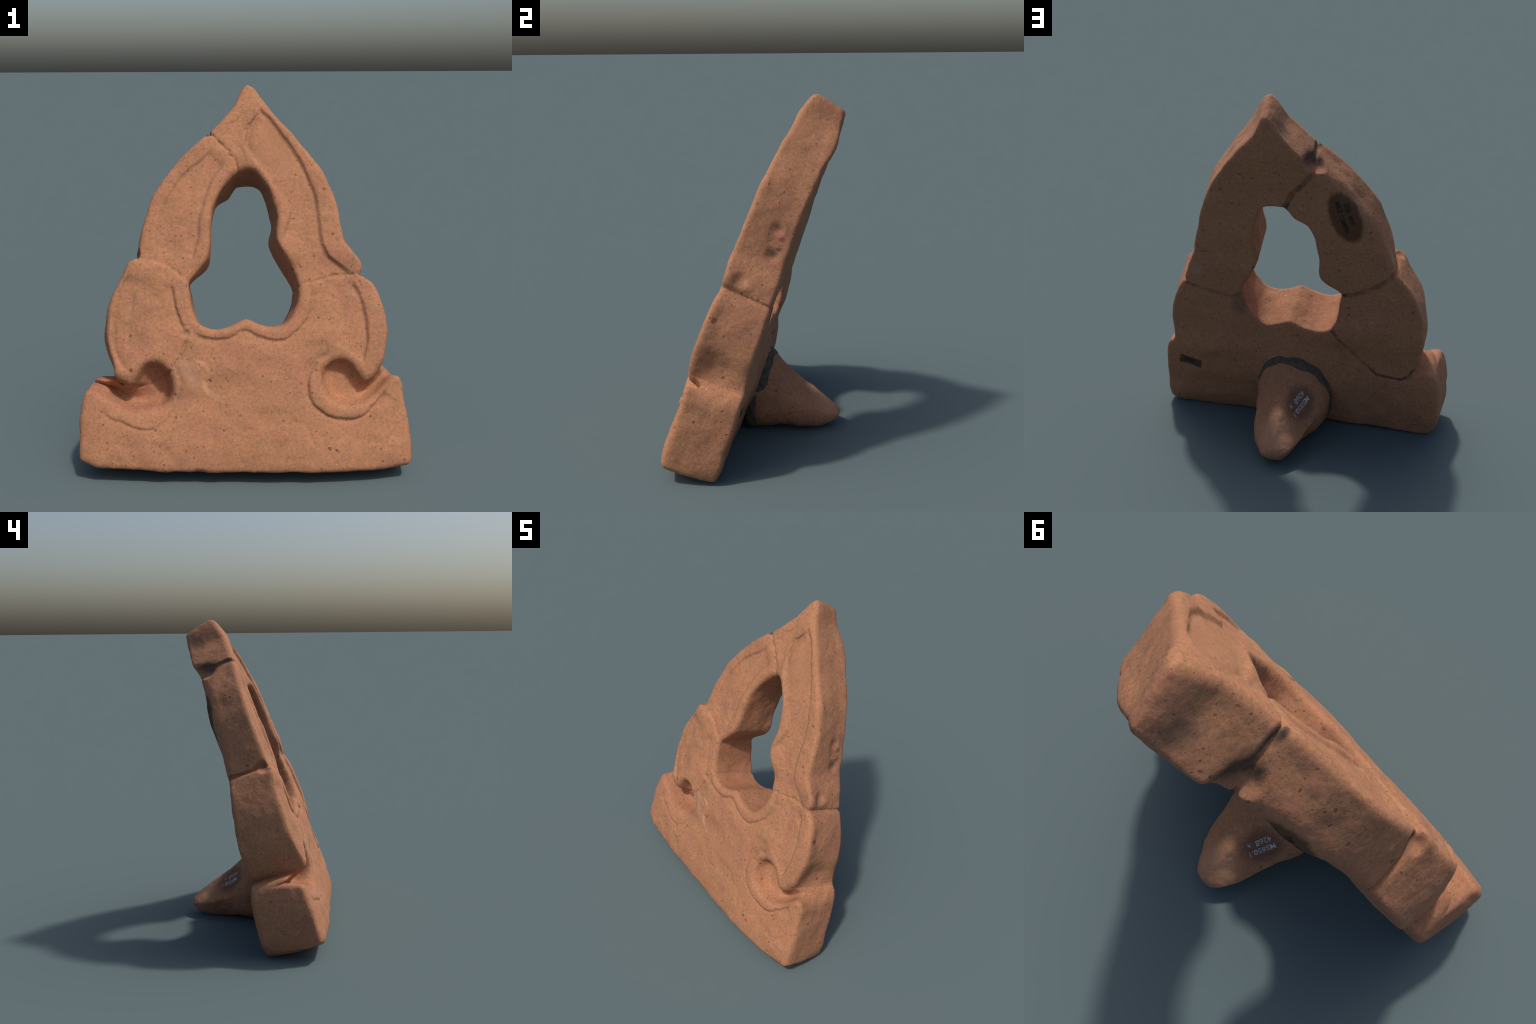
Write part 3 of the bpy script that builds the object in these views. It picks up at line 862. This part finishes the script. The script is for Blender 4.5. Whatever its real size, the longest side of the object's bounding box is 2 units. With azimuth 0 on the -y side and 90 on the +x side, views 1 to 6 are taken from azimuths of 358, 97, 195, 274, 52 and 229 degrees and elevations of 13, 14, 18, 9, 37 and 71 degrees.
# ---------------------------------------------------------------- writing
def write(name, body, size, place, right, up, into, targets, material, thickness=0.0012, parent=None):
    """ink letters laid on the surface: each point of the lettering is dropped along 'into'"""
    cu = bpy.data.curves.new(name, "FONT")
    cu.body = body
    cu.size = size
    cu.align_x, cu.align_y = "CENTER", "CENTER"
    cu.resolution_u = 3
    cu.extrude = 0.0
    cu.offset = size * 0.012
    tmp = bpy.data.objects.new(name, cu)
    bpy.context.scene.collection.objects.link(tmp)
    me = bpy.data.meshes.new_from_object(tmp.evaluated_get(bpy.context.evaluated_depsgraph_get()))
    bpy.data.objects.remove(tmp)
    trees = [BVHTree.FromPolygons([v.co for v in o.data.vertices], [p.vertices[:] for p in o.data.polygons]) for o in targets]
    into = Vector(into).normalized()
    right, up, place = Vector(right).normalized(), Vector(up).normalized(), Vector(place)
    top, bottom = [], []
    for v in me.vertices:
        s = place + right * v.co.x + up * v.co.y - into * 0.25
        best = None
        for tr in trees:
            hit = tr.ray_cast(s, into)
            if hit[0] is not None and (best is None or hit[3] < best[1]):
                best = (hit[0], hit[3])
        at = best[0] if best else place + right * v.co.x + up * v.co.y
        top.append(tuple(at - into * thickness))
        bottom.append(tuple(at + into * thickness))
    n = len(top)
    faces = [tuple(p.vertices) for p in me.polygons]
    edges = {}
    for f in faces:
        for a, b in zip(f, f[1:] + f[:1]):
            edges[(a, b)] = True
    sides = [(b, a, a + n, b + n) for (a, b) in edges if (b, a) not in edges]
    out = bpy.data.meshes.new(name)
    out.from_pydata(top + bottom, [], faces + [tuple(i + n for i in reversed(f)) for f in faces] + sides)
    out.materials.append(material)
    ob = bpy.data.objects.new(name, out)
    bpy.context.scene.collection.objects.link(ob)
    ob.parent = parent
    return ob


ink = plain("black_ink", (0.026, 0.021, 0.017, 1), 0.7, 0.3)
chalk = plain("white_ink", (0.42, 0.41, 0.42, 1), 0.8, 0.25)
arch_l, base = PARTS["arch_fragment.001"], PARTS["volute_base"]
rgt, upv = (-0.28, -0.96, 0), (-0.96, 0.28, 0)      # seen from behind, x runs to the left
write("inscription", "008  MW", 0.034, (-0.365, 1.415, 0.1), rgt, upv, (0, 0, 1), [arch_l], ink, parent=arch_l)
write("inscription", "MEZ CSMISN", 0.034, (-0.328, 1.400, 0.1), rgt, upv, (0, 0, 1), [arch_l], ink, parent=arch_l)
write("inscription", "0880", 0.034, (0.672, 0.300, 0.0), (-1, -0.23, 0), (-0.23, 1, 0), (0, 0, 1), [base], ink, parent=base)
# two lines of white writing on the flank of the peg, read with the tip to the right
PEG_TEXT = ((-0.098, 0.320, -0.105), (0.31, -0.09, -0.95), (-0.55, -0.71, -0.45), (0.635, -0.66, 0.27), (-0.0745, 0.351, -0.086))
write("inscription", "M5850.1", 0.041, PEG_TEXT[0], PEG_TEXT[1], PEG_TEXT[2], PEG_TEXT[3], [peg], chalk, parent=peg)
write("inscription", "4268  x", 0.041, PEG_TEXT[4], PEG_TEXT[1], PEG_TEXT[2], PEG_TEXT[3], [peg], chalk, parent=peg)
bpy.context.view_layer.update()
